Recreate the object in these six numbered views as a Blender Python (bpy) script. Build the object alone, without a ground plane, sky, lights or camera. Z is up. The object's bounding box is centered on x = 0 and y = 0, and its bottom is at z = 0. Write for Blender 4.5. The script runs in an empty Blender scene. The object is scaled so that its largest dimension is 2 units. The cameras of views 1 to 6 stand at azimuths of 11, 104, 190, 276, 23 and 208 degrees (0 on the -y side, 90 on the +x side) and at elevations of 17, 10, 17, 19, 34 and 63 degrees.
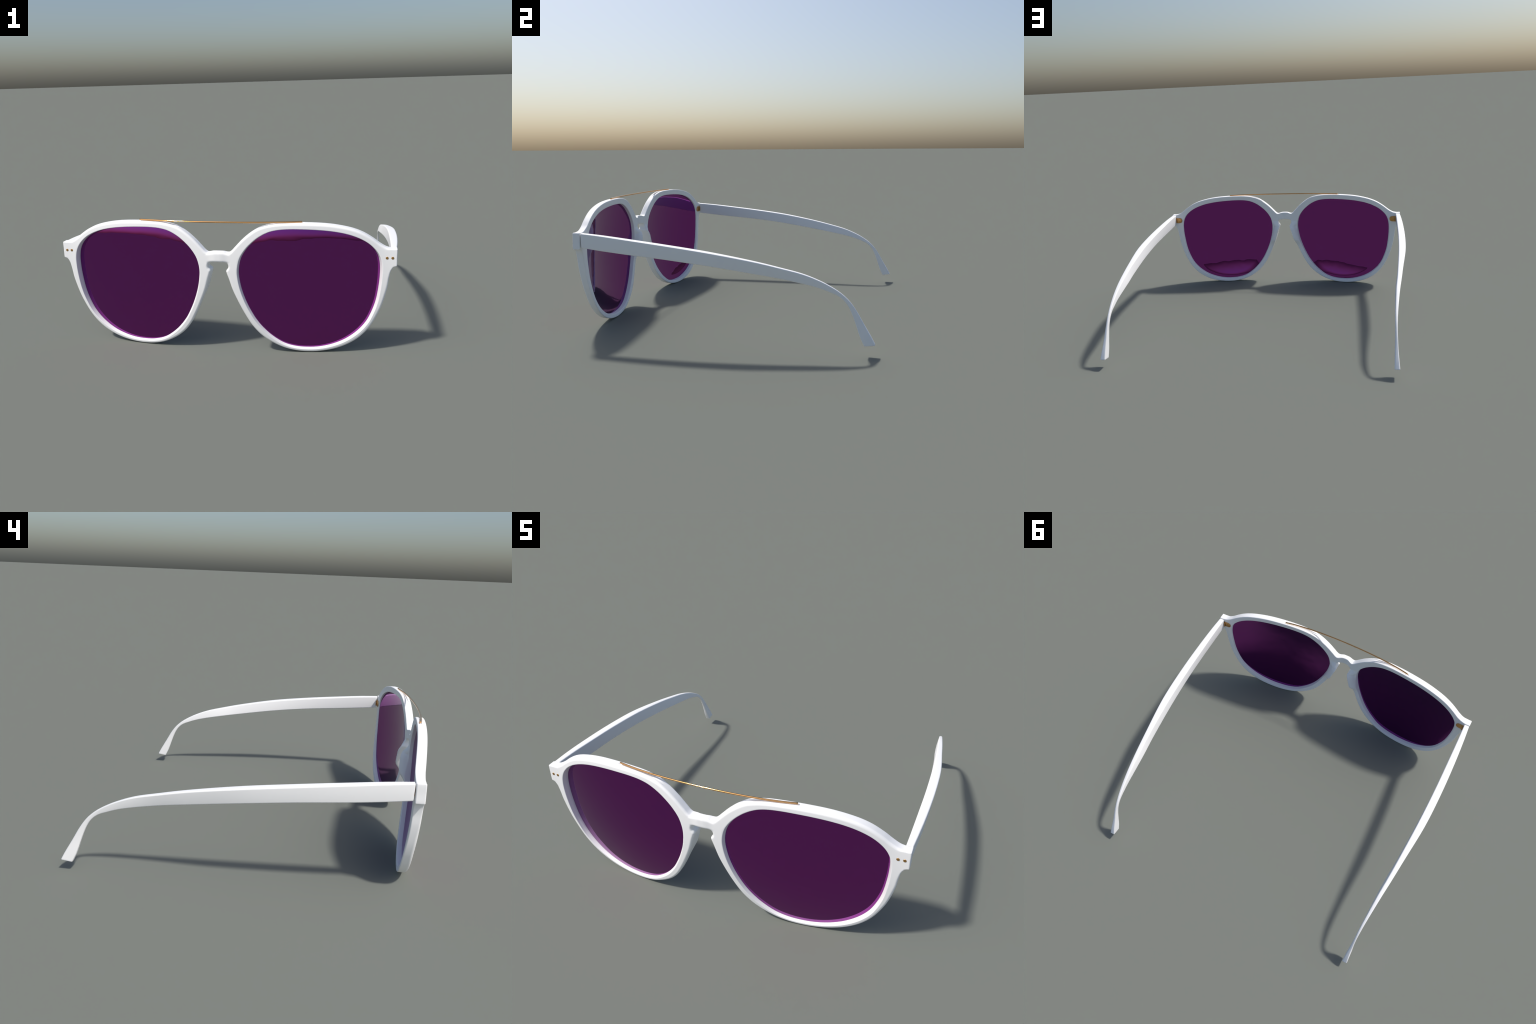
# White acetate double-bridge sunglasses with mirrored purple lenses.
import bpy, bmesh, math
import numpy as np
from mathutils import Vector

# ------------------------------------------------------------------ materials
def principled(name, base, rough, metallic=0.0, bump=None, tint=None, spec=0.5):
    m = bpy.data.materials.new(name)
    m.use_nodes = True
    nt = m.node_tree
    b = nt.nodes["Principled BSDF"]
    b.inputs["Base Color"].default_value = (*base, 1)
    b.inputs["Roughness"].default_value = rough
    b.inputs["Metallic"].default_value = metallic
    b.inputs["Specular IOR Level"].default_value = spec
    tc = nt.nodes.new("ShaderNodeTexCoord")
    if tint:                                   # faint colour variation
        sc, other, lo, hi = tint
        n = nt.nodes.new("ShaderNodeTexNoise")
        n.inputs["Scale"].default_value = sc
        n.inputs["Detail"].default_value = 3
        r = nt.nodes.new("ShaderNodeValToRGB")
        r.color_ramp.elements[0].position = lo
        r.color_ramp.elements[1].position = hi
        r.color_ramp.elements[0].color = (*base, 1)
        r.color_ramp.elements[1].color = (*other, 1)
        nt.links.new(tc.outputs["Object"], n.inputs["Vector"])
        nt.links.new(n.outputs["Fac"], r.inputs["Fac"])
        nt.links.new(r.outputs["Color"], b.inputs["Base Color"])
    if bump:                                   # fine surface grain / waviness
        sc, strength, dist = bump
        n = nt.nodes.new("ShaderNodeTexNoise")
        n.inputs["Scale"].default_value = sc
        n.inputs["Detail"].default_value = 1
        bp = nt.nodes.new("ShaderNodeBump")
        bp.inputs["Strength"].default_value = strength
        bp.inputs["Distance"].default_value = dist
        nt.links.new(tc.outputs["Object"], n.inputs["Vector"])
        nt.links.new(n.outputs["Fac"], bp.inputs["Height"])
        nt.links.new(bp.outputs["Normal"], b.inputs["Normal"])
    return m

WHITE = principled("white_acetate", (0.92, 0.92, 0.92), 0.5)
PURPLE = principled("purple_mirror_coating", (0.234, 0.039, 0.246), 0.02, 1.0,
                    bump=(10.0, 1.0, 0.00042))
GOLD = principled("gold_wire", (0.72, 0.40, 0.16), 0.07, 1.0)
RIVET = principled("brass_rivet", (0.66, 0.38, 0.15), 0.35, 1.0)
BRASS = principled("worn_brass", (0.66, 0.36, 0.13), 0.30, 1.0,
                   bump=(160.0, 0.5, 0.004), tint=(70.0, (0.50, 0.30, 0.13), .45, .7))

# ------------------------------------------------------------------ helpers
def smooth(a, b, x):
    t = np.clip((np.asarray(x, float) - a) / (b - a), 0, 1)
    return t * t * (3 - 2 * t)

def catmull(pts, closed=False, n=8):
    """Centripetal Catmull-Rom curve through control points."""
    P = np.asarray(pts, float)
    m = len(P)
    out = []
    segs = m if closed else m - 1
    for i in range(segs):
        p1, p2 = P[i % m], P[(i + 1) % m]
        p0 = P[(i - 1) % m] if closed or i > 0 else 2 * p1 - p2
        p3 = P[(i + 2) % m] if closed or i + 2 < m else 2 * p2 - p1
        t0 = 0.0
        t1 = t0 + max(np.linalg.norm(p1 - p0), 1e-6) ** .5
        t2 = t1 + max(np.linalg.norm(p2 - p1), 1e-6) ** .5
        t3 = t2 + max(np.linalg.norm(p3 - p2), 1e-6) ** .5
        for k in range(n):
            t = t1 + (t2 - t1) * k / n
            A1 = (t1 - t) / (t1 - t0) * p0 + (t - t0) / (t1 - t0) * p1
            A2 = (t2 - t) / (t2 - t1) * p1 + (t - t1) / (t2 - t1) * p2
            A3 = (t3 - t) / (t3 - t2) * p2 + (t - t2) / (t3 - t2) * p3
            B1 = (t2 - t) / (t2 - t0) * A1 + (t - t0) / (t2 - t0) * A2
            B2 = (t3 - t) / (t3 - t1) * A2 + (t - t1) / (t3 - t1) * A3
            out.append((t2 - t) / (t2 - t1) * B1 + (t - t1) / (t2 - t1) * B2)
    if not closed:
        out.append(P[-1])
    return np.array(out)

def arclen(C, closed=False):
    D = np.vstack([C, C[:1]]) if closed else C
    return np.r_[0, np.cumsum(np.linalg.norm(np.diff(D, axis=0), axis=1))]

def resample(C, s):
    a = arclen(C)
    return np.stack([np.interp(s, a, C[:, k]) for k in range(C.shape[1])], 1)

def dist_poly(P, C):
    """distance of 2D points P to open polyline C"""
    a, ab = C[:-1], np.diff(C, axis=0)
    L2 = np.maximum((ab ** 2).sum(1), 1e-12)
    out = np.empty(len(P))
    for i in range(0, len(P), 4000):
        q = P[i:i + 4000]
        t = np.clip(np.einsum('nij,ij->ni', q[:, None] - a[None], ab) / L2, 0, 1)
        out[i:i + 4000] = np.sqrt((((q[:, None] - (a + t[..., None] * ab)) ** 2).sum(2)).min(1))
    return out

def new_object(name, verts, faces, mat, parent, normals=None, smooth_shade=True):
    me = bpy.data.meshes.new(name)
    me.from_pydata([tuple(map(float, v)) for v in verts], [], [tuple(map(int, f)) for f in faces])
    me.update()
    me.materials.append(mat)
    if smooth_shade:
        me.polygons.foreach_set("use_smooth", [True] * len(me.polygons))
    if normals is not None:
        me.normals_split_custom_set_from_vertices([tuple(map(float, n)) for n in normals])
    ob = bpy.data.objects.new(name, me)
    bpy.context.scene.collection.objects.link(ob)
    ob.parent = parent
    return ob

def fix_normals(ob):
    bm = bmesh.new()
    bm.from_mesh(ob.data)
    bmesh.ops.recalc_face_normals(bm, faces=bm.faces)
    bm.to_mesh(ob.data)
    bm.free()

def mirrored(ob, name, parent):
    """mirror copy across x = 0 with flipped faces"""
    me = ob.data.copy()
    me.name = name
    bm = bmesh.new()
    bm.from_mesh(me)
    for v in bm.verts:
        v.co.x *= -1
    bmesh.ops.reverse_faces(bm, faces=bm.faces)
    bm.to_mesh(me)
    bm.free()
    o = bpy.data.objects.new(name, me)
    bpy.context.scene.collection.objects.link(o)
    o.parent = parent
    return o

# ------------------------------------------------------------------ the thing
root = bpy.data.objects.new("sunglasses", None)
bpy.context.scene.collection.objects.link(root)
root["label"] = "white plastic sunglasses with mirrored purple lenses and gold brow bar"
root["category"] = "sunglasses"

# ------------------------------------------------------------------ front frame
def thick(x):
    """depth of the front, slightly less at the end pieces"""
    return .0475 - .0015 * smooth(.88, .93, np.abs(x))

def front_base(x, z):
    """curved front of the frame: wraps in x, bows in z, flattens at the end pieces"""
    ax = np.abs(x)
    xe = np.where(ax < .86, ax, .86 + .06 * (1 - np.exp(-np.maximum(ax - .86, 0) / .06)))
    return -.910 + .119 * xe ** 2 + .181 * (z - .4) ** 2 - .02 * (z - .4)

def bridge_bulge(x, z):
    return (1 - smooth(.012, .058, np.abs(x))) * smooth(.505, .545, z)

def lens_front(x, z):
    k = .560 - .11 * (x - .5)
    return -.881 + .133 * (x - .5) + .29 * (x - .5) ** 2 + .5 * k * (z - .442) ** 2

def lens_slope(x, z):
    k = .560 - .11 * (x - .5)
    return .133 + .58 * (x - .5) - .055 * (z - .442) ** 2, k * (z - .442)

# outline of one half (x >= 0), from the bridge underside round the lens to the bridge top
low = [(0, .5475), (.022, .548), (.040, .547), (.052, .541), (.0575, .527), (.0555, .514), (.0475, .504),
       (.0445, .496), (.047, .486), (.062, .450), (.083, .386), (.112, .315), (.146, .242), (.187, .168),
       (.236, .108), (.298, .060), (.366, .027), (.435, .0085), (.505, .0025), (.572, .006),
       (.645, .020), (.715, .047), (.780, .090), (.832, .147), (.870, .212), (.897, .275), (.915, .335),
       (.929, .400), (.939, .460), (.950, .498), (.962, .5165), (.972, .5215), (.977, .5225)]
end = [(.9775, .5225), (.9800, .5235), (.9812, .526), (.9812, .571), (.9812, .615), (.9800, .6185), (.9770, .6198)]
top = [(.976, .6198), (.955, .6190), (.925, .6255), (.890, .645), (.850, .675), (.800, .7065), (.745, .730),
       (.668, .7495), (.590, .761), (.490, .767), (.410, .768), (.333, .765), (.280, .757), (.228, .741),
       (.178, .710), (.133, .672), (.093, .630), (.073, .609), (.061, .6015), (.048, .6020), (.033, .6070), (.018, .6092), (0, .6095)]
def fuller(pts, amount):
    """push outline points away from the lens centre"""
    P = np.array(pts, float)
    d = P - np.array([.5, .40])
    d /= np.linalg.norm(d, axis=1)[:, None]
    w = smooth(.50, .42, P[:, 1])
    return P + d * (amount * w)[:, None] * np.array([1, .5])
low = fuller(low, .0052)
outer = np.vstack([catmull(low, n=10), catmull(end, n=6), catmull(top, n=10)])
outer[:, 0] = np.maximum(outer[:, 0], 0)
outer[0, 0] = outer[-1, 0] = 0

opening = [(.505, .019), (.570, .023), (.642, .040), (.713, .071), (.782, .122), (.832, .182), (.864, .250),
           (.884, .315), (.896, .390), (.902, .460), (.901, .525), (.891, .570), (.871, .607), (.838, .642),
           (.798, .670), (.746, .694), (.690, .711), (.620, .724), (.543, .732), (.465, .736), (.400, .737),
           (.337, .733), (.285, .721), (.234, .695), (.193, .663), (.155, .623), (.125, .575), (.112, .530),
           (.108, .488), (.113, .435), (.126, .375), (.151, .302), (.177, .245), (.206, .193), (.247, .139),
           (.297, .090), (.360, .047), (.430, .025)]
inner = catmull(opening, closed=True, n=12)

CEN = np.array([.47, .41])
def ang(P):
    return np.arctan2(P[:, 1] - CEN[1], P[:, 0] - CEN[0])

# sample the outer outline evenly, then the short bridge cut on x = 0
sl = arclen(outer)
NO = 760
dens = 1 + 3.5 * ((outer[:, 0] < .085) & (outer[:, 1] > .46)) + 3 * (outer[:, 0] > .955)
dens = np.convolve(np.r_[[dens[0]] * 6, dens, [dens[-1]] * 6], np.ones(13) / 13, 'valid')
cum = np.r_[0, np.cumsum(.5 * (dens[1:] + dens[:-1]) * np.diff(sl))]
O = resample(outer, np.interp(np.linspace(0, cum[-1], NO), cum, sl))
NC = 9
cut = np.stack([np.zeros(NC), np.linspace(.6095, .5475, NC + 2)[1:-1]], 1)
ring = np.vstack([O, cut])
NR = len(ring)
# matching opening points: same bearing from the lens centre, made monotone
aim = ring.copy()                          # round the keyhole the match follows the rim, not the bearing
for i, (x, z) in enumerate(ring):
    if i < NO // 2 and z > .50 and x < .07:
        aim[i] = (.11, .5585 - .020 * min(x / .05, 1) if z > .535 else .5385 + (z - .535) * 1.0)
    elif i >= NO:
        aim[i] = (.11, np.interp(z, [.546, .611], [.5595, .585]))
    elif i > NO // 2 and x < .075 and z < .62:
        aim[i] = (.11, np.interp(x, [0, .075], [.586, .607]))
base = np.unwrap(ang(aim))
for i in range(1, NR):
    base[i] = max(base[i], base[i - 1] + 0.0012)
span = base[-1] - base[0]
lim = 2 * math.pi - 0.004
base = base[0] + (base - base[0]) * (lim / span if span > lim else 1)
ker = np.ones(9) / 9
ext = np.r_[base[-8:] - 2 * math.pi, base, base[:8] + 2 * math.pi]
base = np.convolve(ext, ker, 'same')[8:-8]
ia = np.unwrap(ang(inner))
order = np.argsort(np.mod(ia, 2 * math.pi))
ia_s = np.mod(ia, 2 * math.pi)[order]
in_s = inner[order]
ia_w = np.r_[ia_s - 2 * math.pi, ia_s, ia_s + 2 * math.pi]
in_w = np.vstack([in_s] * 3)
bm_ = np.mod(base, 2 * math.pi)
I = np.stack([np.interp(bm_, ia_w, in_w[:, k]) for k in (0, 1)], 1)

def loop_normals(L):
    t = np.roll(L, -1, 0) - np.roll(L, 1, 0)
    t /= np.maximum(np.linalg.norm(t, axis=1), 1e-9)[:, None]
    n = np.stack([-t[:, 1], t[:, 0]], 1)
    s = np.sign(((CEN - L) * n).sum(1))
    return n * s[:, None]
NI = loop_normals(I)                        # points towards the lens centre
def draft(n, temple, nose, bottom, top_):
    """inset of the opening's wall, different on its four sides (n points inwards)"""
    x, z = n[:, 0], n[:, 1]
    return (np.where(x < 0, temple, nose) * x * x + np.where(z > 0, bottom, top_) * z * z)[:, None]
SEAT = (.011, .006, .0075, .001)
BACKIN = (.007, .001, .004, .006)
S = I + NI * draft(NI, *SEAT)
Bk = I + NI * draft(NI, *BACKIN)

# --- height fields --------------------------------------------------------
def fillet(d, r):
    d = np.minimum(d, r)
    return r - np.sqrt(np.maximum(r * r - (r - d) ** 2, 0))

seg = np.linalg.norm(ring - I, axis=1)
def edge_r(full, x, z, width):
    r = np.minimum(full, .5 * width)
    return r * (1 - smooth(.915, .955, x)) + np.minimum(.005, r) * smooth(.915, .955, x)

def pad_height(z):
    return np.interp(z, [.295, .312, .327, .342, .356, .370, .390, .42, .460, .476, .494, .510, .524, .536],
                     [0, .003, .008, .017, .028, .038, .0425, .0425, .0415, .038, .029, .018, .007, 0])

def front_y(x, z, d_out, d_in, width):
    y = front_base(x, z) - .005 * bridge_bulge(x, z)
    return y + fillet(d_out, edge_r(.013, x, z, width)) + fillet(d_in, np.full_like(x, .0035))

def back_y(x, z, d_out, d_in, width):
    y = front_base(x, z) + thick(x) - .013 * bridge_bulge(x, z)
    pad = pad_height(z) * (1 - .8 * np.clip((d_out - .006) / .044, 0, 1) ** 1.3 - .2 * smooth(.03, .055, d_out)) * (1 - smooth(.17, .21, x))
    y = y + pad
    return y - fillet(d_out, edge_r(.0055, x, z, width)) - fillet(d_in, np.full_like(x, .0035))

def radial(A, B):
    """rows of points from A (outer) to B (inner), dense at both ends"""
    L = np.linalg.norm(B - A, axis=1)
    rows = []
    r_out = np.minimum(.013, .5 * L)
    phis = np.linspace(0, math.pi / 2, 8)
    d_o = [r_out * (1 - math.cos(p)) for p in phis]
    r_in = np.minimum(.0035, .2 * L)
    d_i = [L - r_in * (1 - math.cos(p)) for p in np.linspace(0, math.pi / 2, 4)][::-1]
    n_mid = 8
    mids = [d_o[-1] + (d_i[0] - d_o[-1]) * (k + 1) / (n_mid + 1) for k in range(n_mid)]
    for d in d_o + mids + d_i:
        rows.append(A + (B - A) * (d / L)[:, None])
    return np.array(rows)

def evaluate(rows, inner_loop, fn):
    R = rows.reshape(-1, 2)
    w = np.tile(seg, len(rows))
    d_o = dist_poly(R, outer)
    d_i = dist_poly(R, np.vstack([inner_loop, inner_loop[:1]]))
    y = fn(R[:, 0], R[:, 1], d_o, d_i, w)
    return np.stack([R[:, 0], y, R[:, 1]], 1).reshape(len(rows), NR, 3)

FR = evaluate(radial(ring, I), I, front_y)          # front skin rows outer -> opening
BR = evaluate(radial(ring, Bk), Bk, back_y)         # back skin rows outer -> opening

# --- brow bar (also guides its groove in the rim top) ----------------------
BAR_R = .0046
BAR_END = .467
def bar_y(x):
    return -.877 + .137 * x ** 2 + .231 * x ** 4
BAR_Z = .7725

# outer wall rows between front edge and back edge, with the shallow bar groove on top
f0, b0 = FR[0], BR[0]
ylen = np.maximum(b0[:, 1] - f0[:, 1], 1e-4)
on = smooth(.20, .27, f0[:, 0]) * (1 - smooth(.474, .4765, f0[:, 0])) * (f0[:, 2] > .6)
near = smooth(.14, .22, f0[:, 0]) * (1 - smooth(.50, .56, f0[:, 0])) * (f0[:, 2] > .6)
def level(y, default):
    """fraction across the wall of depth y, relaxed to a default away from the groove"""
    t = np.clip((y - f0[:, 1]) / ylen, .12, .88)
    return default * (1 - near) + t * near
lo, hi, soft = bar_y(f0[:, 0]) - .0058, bar_y(f0[:, 0]) + .0070, .0009
L0, L1 = level(lo - soft, .36), level(lo + soft, .40)
H0, H1 = level(hi - soft, .60), level(hi + soft, .64)
rows_t = [(L0 * k / 6, 0) for k in range(1, 7)] + [(L1 + (H0 - L1) * k / 5, 1) for k in range(6)] + \
         [(H1 + (1 - H1) * k / 6, 0) for k in range(6)]
wall = []
for t, cut_in in rows_t:
    w = f0 + (b0 - f0) * t[:, None]
    w[:, 2] -= .0065 * on * cut_in
    wall.append(w)
wall = np.array(wall)

# inner wall: front opening edge -> lens seat -> back opening edge
def seat_rows():
    xs, zs = S[:, 0], S[:, 1]
    yf = front_base(xs, zs)
    y1 = np.maximum(lens_front(xs, zs) - .001, FR[-1][:, 1] + .0025)
    y2 = np.minimum(y1 + .0085, BR[-1][:, 1] - .003)
    s1 = np.stack([xs, y1, zs], 1)
    s2 = np.stack([xs, y2, zs], 1)
    mid1 = .5 * (FR[-1] + s1)
    mid2 = .5 * (BR[-1] + s2)
    return [mid1, s1, s2, mid2]
seat = seat_rows()

# --- stitch the half frame: closed profile loop at every station -----------
profile = list(FR[::-1]) + list(wall) + list(BR) + seat[::-1]
profile = np.array(profile)                # rows x NR x 3
nrow = len(profile)
nF, nWl = len(FR), len(wall)
V = profile.reshape(-1, 3)
faces = []
region = []
for r in range(nrow):
    r2 = (r + 1) % nrow
    is_wall = nF - 1 <= r < nF + nWl       # spans that belong to the outer wall
    for j in range(NR):
        j2 = (j + 1) % NR
        on_cut = j >= NO - 1               # x = 0 plane: open for mirroring
        if is_wall and on_cut:
            continue
        faces.append((r * NR + j, r * NR + j2, r2 * NR + j2, r2 * NR + j))

# mirror and weld
bm = bmesh.new()
vs = [bm.verts.new(v) for v in V]
vm = [bm.verts.new((-v[0], v[1], v[2])) for v in V]
for f in faces:
    bm.faces.new([vs[i] for i in f])
    bm.faces.new([vm[i] for i in reversed(f)])
# drop the outline vertices that only served the omitted cut wall
bmesh.ops.delete(bm, geom=[v for v in bm.verts if not v.link_faces], context='VERTS')
bmesh.ops.remove_doubles(bm, verts=[v for v in bm.verts if abs(v.co.x) < 1e-5], dist=2e-5)
bmesh.ops.recalc_face_normals(bm, faces=bm.faces)
bm.normal_update()
bm.verts.ensure_lookup_table()
bm.verts.index_update()
coords = np.array([v.co[:] for v in bm.verts])
vnorm = np.array([v.normal[:] for v in bm.verts])
regions = {"rim": [[], []], "bridge": [[]], "nose_pad": [[], []], "end_piece": [[], []]}
for f in bm.faces:
    c = f.calc_center_median()
    side = 0 if c.x > 0 else 1
    ax = abs(c.x)
    idx = [v.index for v in f.verts]
    if ax < .050 and c.z > .530:
        regions["bridge"][0].append(idx)
    elif ax > .925 and c.z > .50:
        regions["end_piece"][side].append(idx)
    elif ax < .17 and .300 < c.z < .520 and c.y > front_base(ax, c.z) + thick(ax) - .004:
        regions["nose_pad"][side].append(idx)
    else:
        regions["rim"][side].append(idx)
bm.free()
made = {}
for nm, sides in regions.items():
    for s, fl in enumerate(sides):
        if not fl:
            continue
        used = np.unique(np.concatenate([np.array(f) for f in fl]))
        remap = {int(u): i for i, u in enumerate(used)}
        ob = new_object(nm, coords[used], [[remap[i] for i in f] for f in fl], WHITE, root, vnorm[used])
        made.setdefault(nm, []).append(ob)

# ------------------------------------------------------------------ lenses
def build_lens(sign, parent):
    L = inner[::3]
    n = loop_normals(L)
    L = L + n * (draft(n, *SEAT) - .004)              # edge tucked into the rim's seat
    K = len(L)
    c = np.array([.5, .40])
    rings = [i / 44 for i in range(1, 45)]
    verts, norms, fcs = [], [], []
    def point(p, back):
        x, z = p
        y = float(lens_front(x, z)) + (.0070 if back else 0)
        nx, nz = lens_slope(x, z)
        nn = np.array([nx, -1, nz]) / math.sqrt(nx * nx + nz * nz + 1)
        if back:
            nn = -nn
        k = int(np.argmin(((L - p) ** 2).sum(1)))          # soft rolled-off edge of the lens
        roll = (.125 if back else .07) * max(0.0, 1 - math.hypot(*(L[k] - p)) / .044) * (.08 + .92 * abs(n[k][1]) ** 4)
        nn = nn - roll * np.array([n[k][0], 0, n[k][1]])
        nn /= np.linalg.norm(nn)
        verts.append((sign * x, y, z))
        norms.append((sign * nn[0], nn[1], nn[2]))
    for back in (False, True):
        start = len(verts)
        point(c, back)
        for t in rings:
            for p in L:
                point(c + (p - c) * t, back)
        for j in range(K):
            fcs.append((start, start + 1 + j, start + 1 + (j + 1) % K) if not back else
                       (start, start + 1 + (j + 1) % K, start + 1 + j))
        for r in range(len(rings) - 1):
            b0_ = start + 1 + r * K
            for j in range(K):
                j2 = (j + 1) % K
                q = (b0_ + j, b0_ + K + j, b0_ + K + j2, b0_ + j2)
                fcs.append(q if not back else q[::-1])
    half = len(verts) // 2
    last = 1 + (len(rings) - 1) * K
    for j in range(K):
        j2 = (j + 1) % K
        fcs.append((last + j, half + last + j, half + last + j2, last + j2))
    if sign < 0:
        fcs = [f[::-1] for f in fcs]
    # orient: CCW outline seen from -y gives outward front normals when L is CCW
    P = L
    area = .5 * np.sum(P[:, 0] * np.roll(P[:, 1], -1) - np.roll(P[:, 0], -1) * P[:, 1])
    if area < 0:
        fcs = [f[::-1] for f in fcs]
    return new_object("lens", verts, fcs, PURPLE, parent, norms)
for s in (1, -1):
    build_lens(s, root)

# ------------------------------------------------------------------ temples
# stations: upper edge (y, z), lower edge (y, z), x of: upper outer, upper inner, lower outer, lower inner
stations = [
    ((-.7575, .6165), (-.7575, .533), .9795, .9460, .9765, .9475),
    ((-.640, .6065), (-.640, .5225), .9865, .9485, .9815, .9515),
    ((-.475, .590), (-.480, .509), .9945, .9505, .9880, .9540),
    ((-.240, .565), (-.245, .490), .9995, .9520, .9910, .9520),
    ((.010, .5335), (.000, .463), .9940, .9475, .9840, .9420),
    ((.270, .4885), (.265, .4235), .9680, .9350, .9560, .9260),
    ((.407, .4585), (.400, .4020), .9540, .9270, .9420, .9155),
    ((.520, .4310), (.537, .3760), .9400, .9190, .9310, .9100),
    ((.590, .4065), (.610, .3580), .9325, .9155, .9255, .9085),
    ((.655, .3770), (.668, .3380), .9260, .9120, .9220, .9070),
    ((.717, .3400), (.715, .3180), .9205, .9085, .9190, .9060),
    ((.757, .3070), (.747, .2930), .9180, .9070, .9180, .9060),
    ((.785, .2760), (.7705, .2620), .9170, .9065, .9170, .9060),
    ((.814, .2340), (.7910, .2200), .9175, .9060, .9175, .9060),
    ((.850, .1720), (.8110, .1680), .9200, .9045, .9200, .9045),
    ((.889, .1060), (.8360, .0990), .9255, .9025, .9250, .9025),
    ((.9115, .0640), (.8570, .0550), .9300, .9010, .9270, .9020)]
flat = np.array([[u[0], u[1], l[0], l[1], a, b, c, d] for u, l, a, b, c, d in stations])
grow = flat[:, 0:2] - flat[:, 2:4]
grow /= np.linalg.norm(grow, axis=1)[:, None]
grow *= smooth(-.76, -.6, flat[:, :1])
flat[:, 0:2] += grow * .0022               # a touch taller than the traced edges: they are rounded
flat[:, 2:4] -= grow * .0020
flat[:, 4] += .0016 * smooth(-.76, -.6, flat[:, 0])
flat[:, 6] += .0016 * smooth(-.76, -.6, flat[:, 0])
flat[:, 7] += .0022 * smooth(.45, .30, flat[:, 0])
bend = smooth(.35, .55, flat[:, 0])        # the bend and tip are a little stouter
flat[:, 4:8] += bend[:, None] * np.array([.0010, -.0014, .0010, -.0014]) + .0006
fine = catmull(flat, n=9)

def rounded_rect(hw, hh, r, n=6):
    pts = []
    for cx, cz, a0 in ((hw - r, hh - r, 0), (-hw + r, hh - r, 90), (-hw + r, -hh + r, 180), (hw - r, -hh + r, 270)):
        for k in range(n + 1):
            t = math.radians(a0 + 90 * k / n)
            pts.append((cx + r * math.cos(t), cz + r * math.sin(t)))
    return pts

def build_temple():
    verts, fcs = [], []
    rows = []
    def section(st, shrink=0.0, shift=0.0):
        up, lo = np.array(st[:2]), np.array(st[2:4])
        mid, half = .5 * (up + lo), .5 * np.linalg.norm(up - lo)
        axis = (up - lo) / (2 * half)
        along = np.array([axis[1], -axis[0]])
        hw = .25 * (st[4] - st[5] + st[6] - st[7])
        r = min(.006, .8 * hw, .8 * half)
        row = []
        for a_, b_ in rounded_rect(hw - shrink, half - shrink, min(r, hw - shrink, half - shrink)):
            yz = mid + axis * b_ + along * shift
            t = .5 + .5 * b_ / half
            so, si = st[6] + (st[4] - st[6]) * t, st[7] + (st[5] - st[7]) * t
            row.append((.5 * (so + si) + a_ * .5 * (so - si) / hw, yz[0], yz[1]))
        rows.append(row)
    section(fine[0], .002, 0.0)
    section(fine[0] + np.array([.001, 0, .001, 0, 0, 0, 0, 0]), .0005)
    section(fine[0] + np.array([.0025, 0, .0025, 0, 0, 0, 0, 0]))
    for st in fine[1:]:
        section(st)
    section(fine[-1], .0008, .0015)
    section(fine[-1], .0025, .0024)
    m = len(rows[0])
    for row in rows:
        verts.extend(row)
    for i in range(len(rows) - 1):
        for j in range(m):
            j2 = (j + 1) % m
            fcs.append((i * m + j, i * m + j2, (i + 1) * m + j2, (i + 1) * m + j))
    fcs.append(tuple(range(m))[::-1])
    fcs.append(tuple((len(rows) - 1) * m + j for j in range(m)))
    ob = new_object("temple", verts, fcs, WHITE, root)
    fix_normals(ob)
    return ob
t1 = build_temple()
for p in t1.data.polygons:
    if len(p.vertices) > 4:
        p.use_smooth = False
t2 = mirrored(t1, "temple", root)

# ------------------------------------------------------------------ brow bar
def build_bar():
    xs = np.linspace(-BAR_END, BAR_END, 121)
    verts, fcs = [], []
    m = 14
    for x in xs:
        y, dy = bar_y(x), .274 * x + .924 * x ** 3
        n = np.array([-dy, 1.0]) / math.hypot(dy, 1)
        for k in range(m):
            t = 2 * math.pi * k / m
            verts.append((x + n[0] * BAR_R * math.cos(t), y + n[1] * BAR_R * math.cos(t), BAR_Z + BAR_R * math.sin(t)))
    for i in range(len(xs) - 1):
        for j in range(m):
            j2 = (j + 1) % m
            fcs.append((i * m + j, i * m + j2, (i + 1) * m + j2, (i + 1) * m + j))
    fcs.append(tuple(range(m)))
    fcs.append(tuple((len(xs) - 1) * m + j for j in range(m))[::-1])
    ob = new_object("brow_bar", verts, fcs, GOLD, root)
    fix_normals(ob)
    for p in ob.data.polygons:
        if len(p.vertices) > 4:
            p.use_smooth = False
build_bar()

# ------------------------------------------------------------------ rivets on the end pieces
def dome(name, radius, height, sink, mat, parent, m=24, n=6):
    """flat-topped rivet head facing -y, origin at its centre"""
    verts, fcs = [], []
    for r, h in ((1, .55), (.97, .85), (.90, 1), (.5, 1.02), (.2, 1.03), (.02, 1.03)):
        for k in range(m):
            a_ = 2 * math.pi * k / m
            verts.append((radius * r * math.cos(a_), -height * h, radius * r * math.sin(a_)))
    for k in range(m):
        a_ = 2 * math.pi * k / m
        verts.append((radius * math.cos(a_), sink, radius * math.sin(a_)))
    for i in range(n - 1):
        for j in range(m):
            j2 = (j + 1) % m
            fcs.append((i * m + j, i * m + j2, (i + 1) * m + j2, (i + 1) * m + j))
    fcs.append(tuple((n - 1) * m + j for j in range(m)))
    for j in range(m):
        j2 = (j + 1) % m
        fcs.append((n * m + j, n * m + j2, j2, j))
    ob = new_object(name, verts, fcs, mat, parent)
    fix_normals(ob)
    return ob
rivet = None
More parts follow.
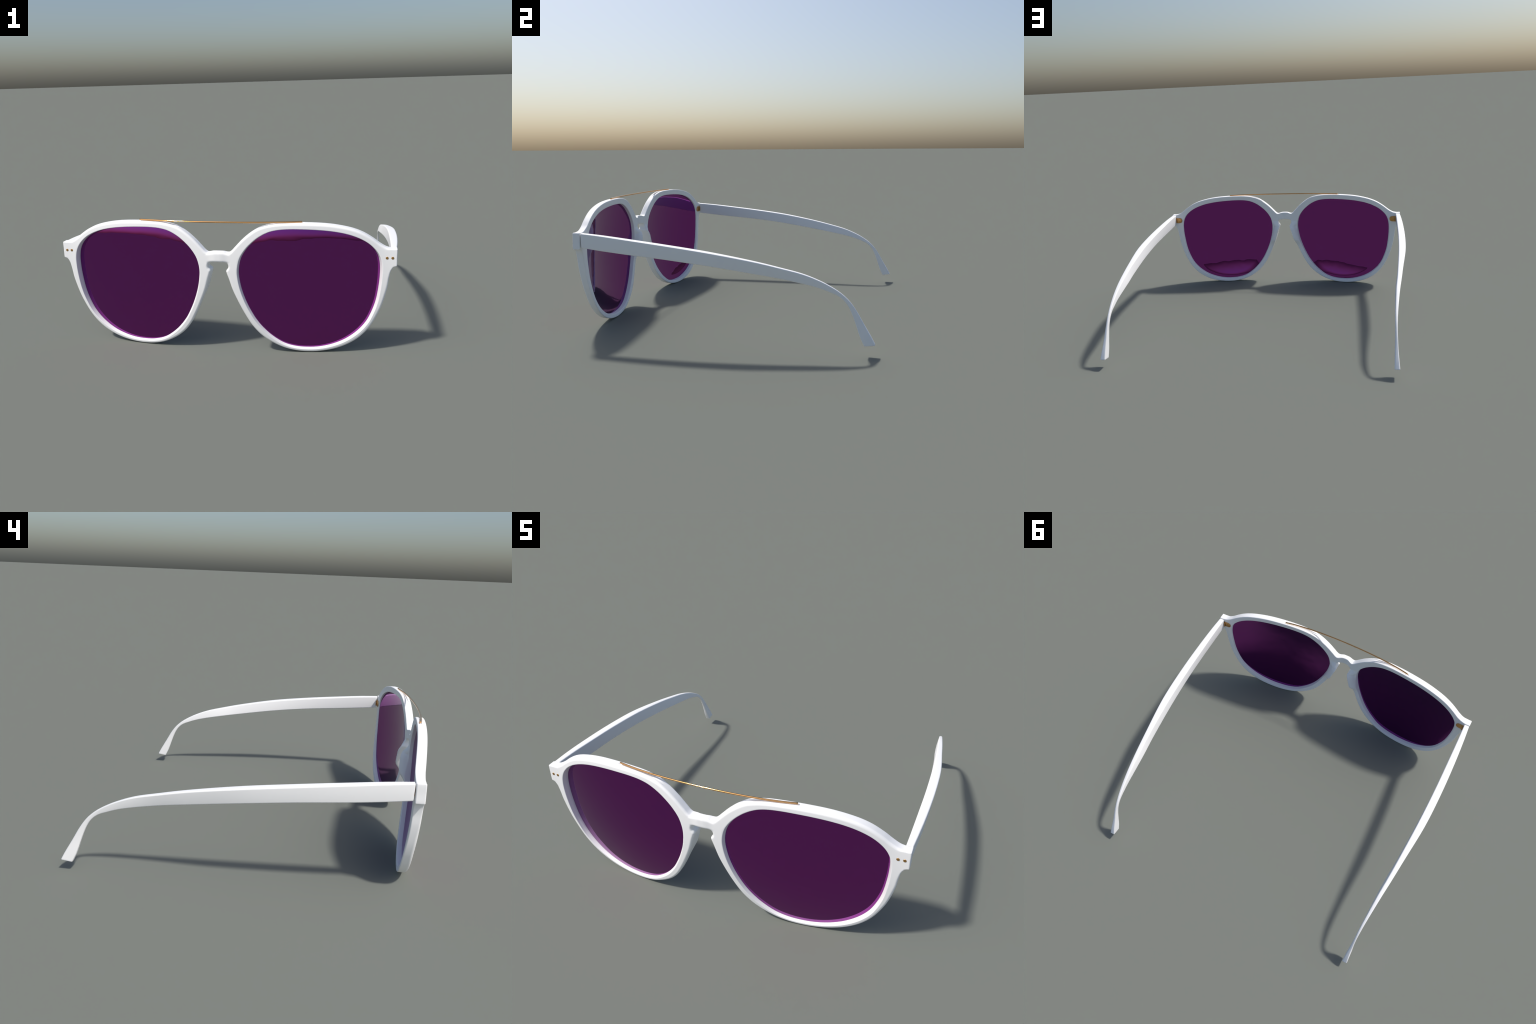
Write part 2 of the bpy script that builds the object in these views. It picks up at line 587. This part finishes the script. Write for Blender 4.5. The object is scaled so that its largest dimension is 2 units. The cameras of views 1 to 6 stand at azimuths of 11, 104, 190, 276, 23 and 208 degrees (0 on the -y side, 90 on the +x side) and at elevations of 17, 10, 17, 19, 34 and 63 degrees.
for s in (1, -1):
    for x in (.9265, .9565):
        if rivet is None:
            ob = rivet = dome("rivet", .0077, .0014, .006, RIVET, root)
        else:
            ob = rivet.copy()
            bpy.context.scene.collection.objects.link(ob)
        ob.location = (s * x, float(front_base(x, .570)), .570)

# ------------------------------------------------------------------ hinges behind the end pieces
def build_hinge():
    """D-shaped brass leaf on the back of the end piece with a knuckle towards the temple"""
    cz, x0, x1, hh = .570, .897, .9480, .0225
    out = []
    n = 24
    for k in range(n + 1):
        t = math.pi / 2 + math.pi * k / n
        c, s_ = math.cos(t), math.sin(t)
        out.append((x0 + .026 + .026 * math.copysign(abs(c) ** .8, c), cz + hh * math.copysign(abs(s_) ** .9, s_)))
    out += [(x1, cz - hh * 1.02), (x1, cz + hh * 1.02)]
    out = np.array(out)
    c = out.mean(0)
    verts, fcs = [], []
    prof = [(1.0, -.006), (1.0, .0035), (.95, .0055), (.86, .0064), (.5, .0068), (.2, .0068)]
    m = len(out)
    for sc, dy in prof:
        for p in out:
            q = c + (p - c) * sc
            verts.append((q[0], float(front_base(q[0], q[1]) + thick(q[0])) + dy, q[1]))
    for i in range(len(prof) - 1):
        for j in range(m):
            j2 = (j + 1) % m
            fcs.append((i * m + j, i * m + j2, (i + 1) * m + j2, (i + 1) * m + j))
    fcs.append(tuple((len(prof) - 1) * m + j for j in range(m)))
    # three-barrel knuckle, axis along z, in the corner between leaf and temple
    for k, (za, zb) in enumerate(((.5515, .5630), (.5640, .5760), (.5770, .5885))):
        b_ = len(verts)
        mm = 16
        for zz in (za, zb):
            for q in range(mm):
                a_ = 2 * math.pi * q / mm
                verts.append((.9440 + .0045 * math.cos(a_), -.7555 + .0045 * math.sin(a_), zz))
        for q in range(mm):
            q2 = (q + 1) % mm
            fcs.append((b_ + q, b_ + q2, b_ + mm + q2, b_ + mm + q))
        fcs.append(tuple(b_ + q for q in range(mm)))
        fcs.append(tuple(b_ + mm + q for q in range(mm)))
    ob = new_object("hinge", verts, fcs, BRASS, root)
    fix_normals(ob)
    return ob
h1 = build_hinge()
h2 = mirrored(h1, "hinge", root)
screw = None
for h, s in ((h1, 1), (h2, -1)):
    for x, z in ((.910, .570), (.927, .570)):
        if screw is None:
            ob = screw = dome("hinge_screw", .0042, .0010, .004, BRASS, h)
        else:
            ob = screw.copy()
            bpy.context.scene.collection.objects.link(ob)
            ob.parent = h
        ob.rotation_euler = (0, 0, math.pi)
        ob.location = (s * x, float(front_base(x, z) + thick(x)) + .0066, z)
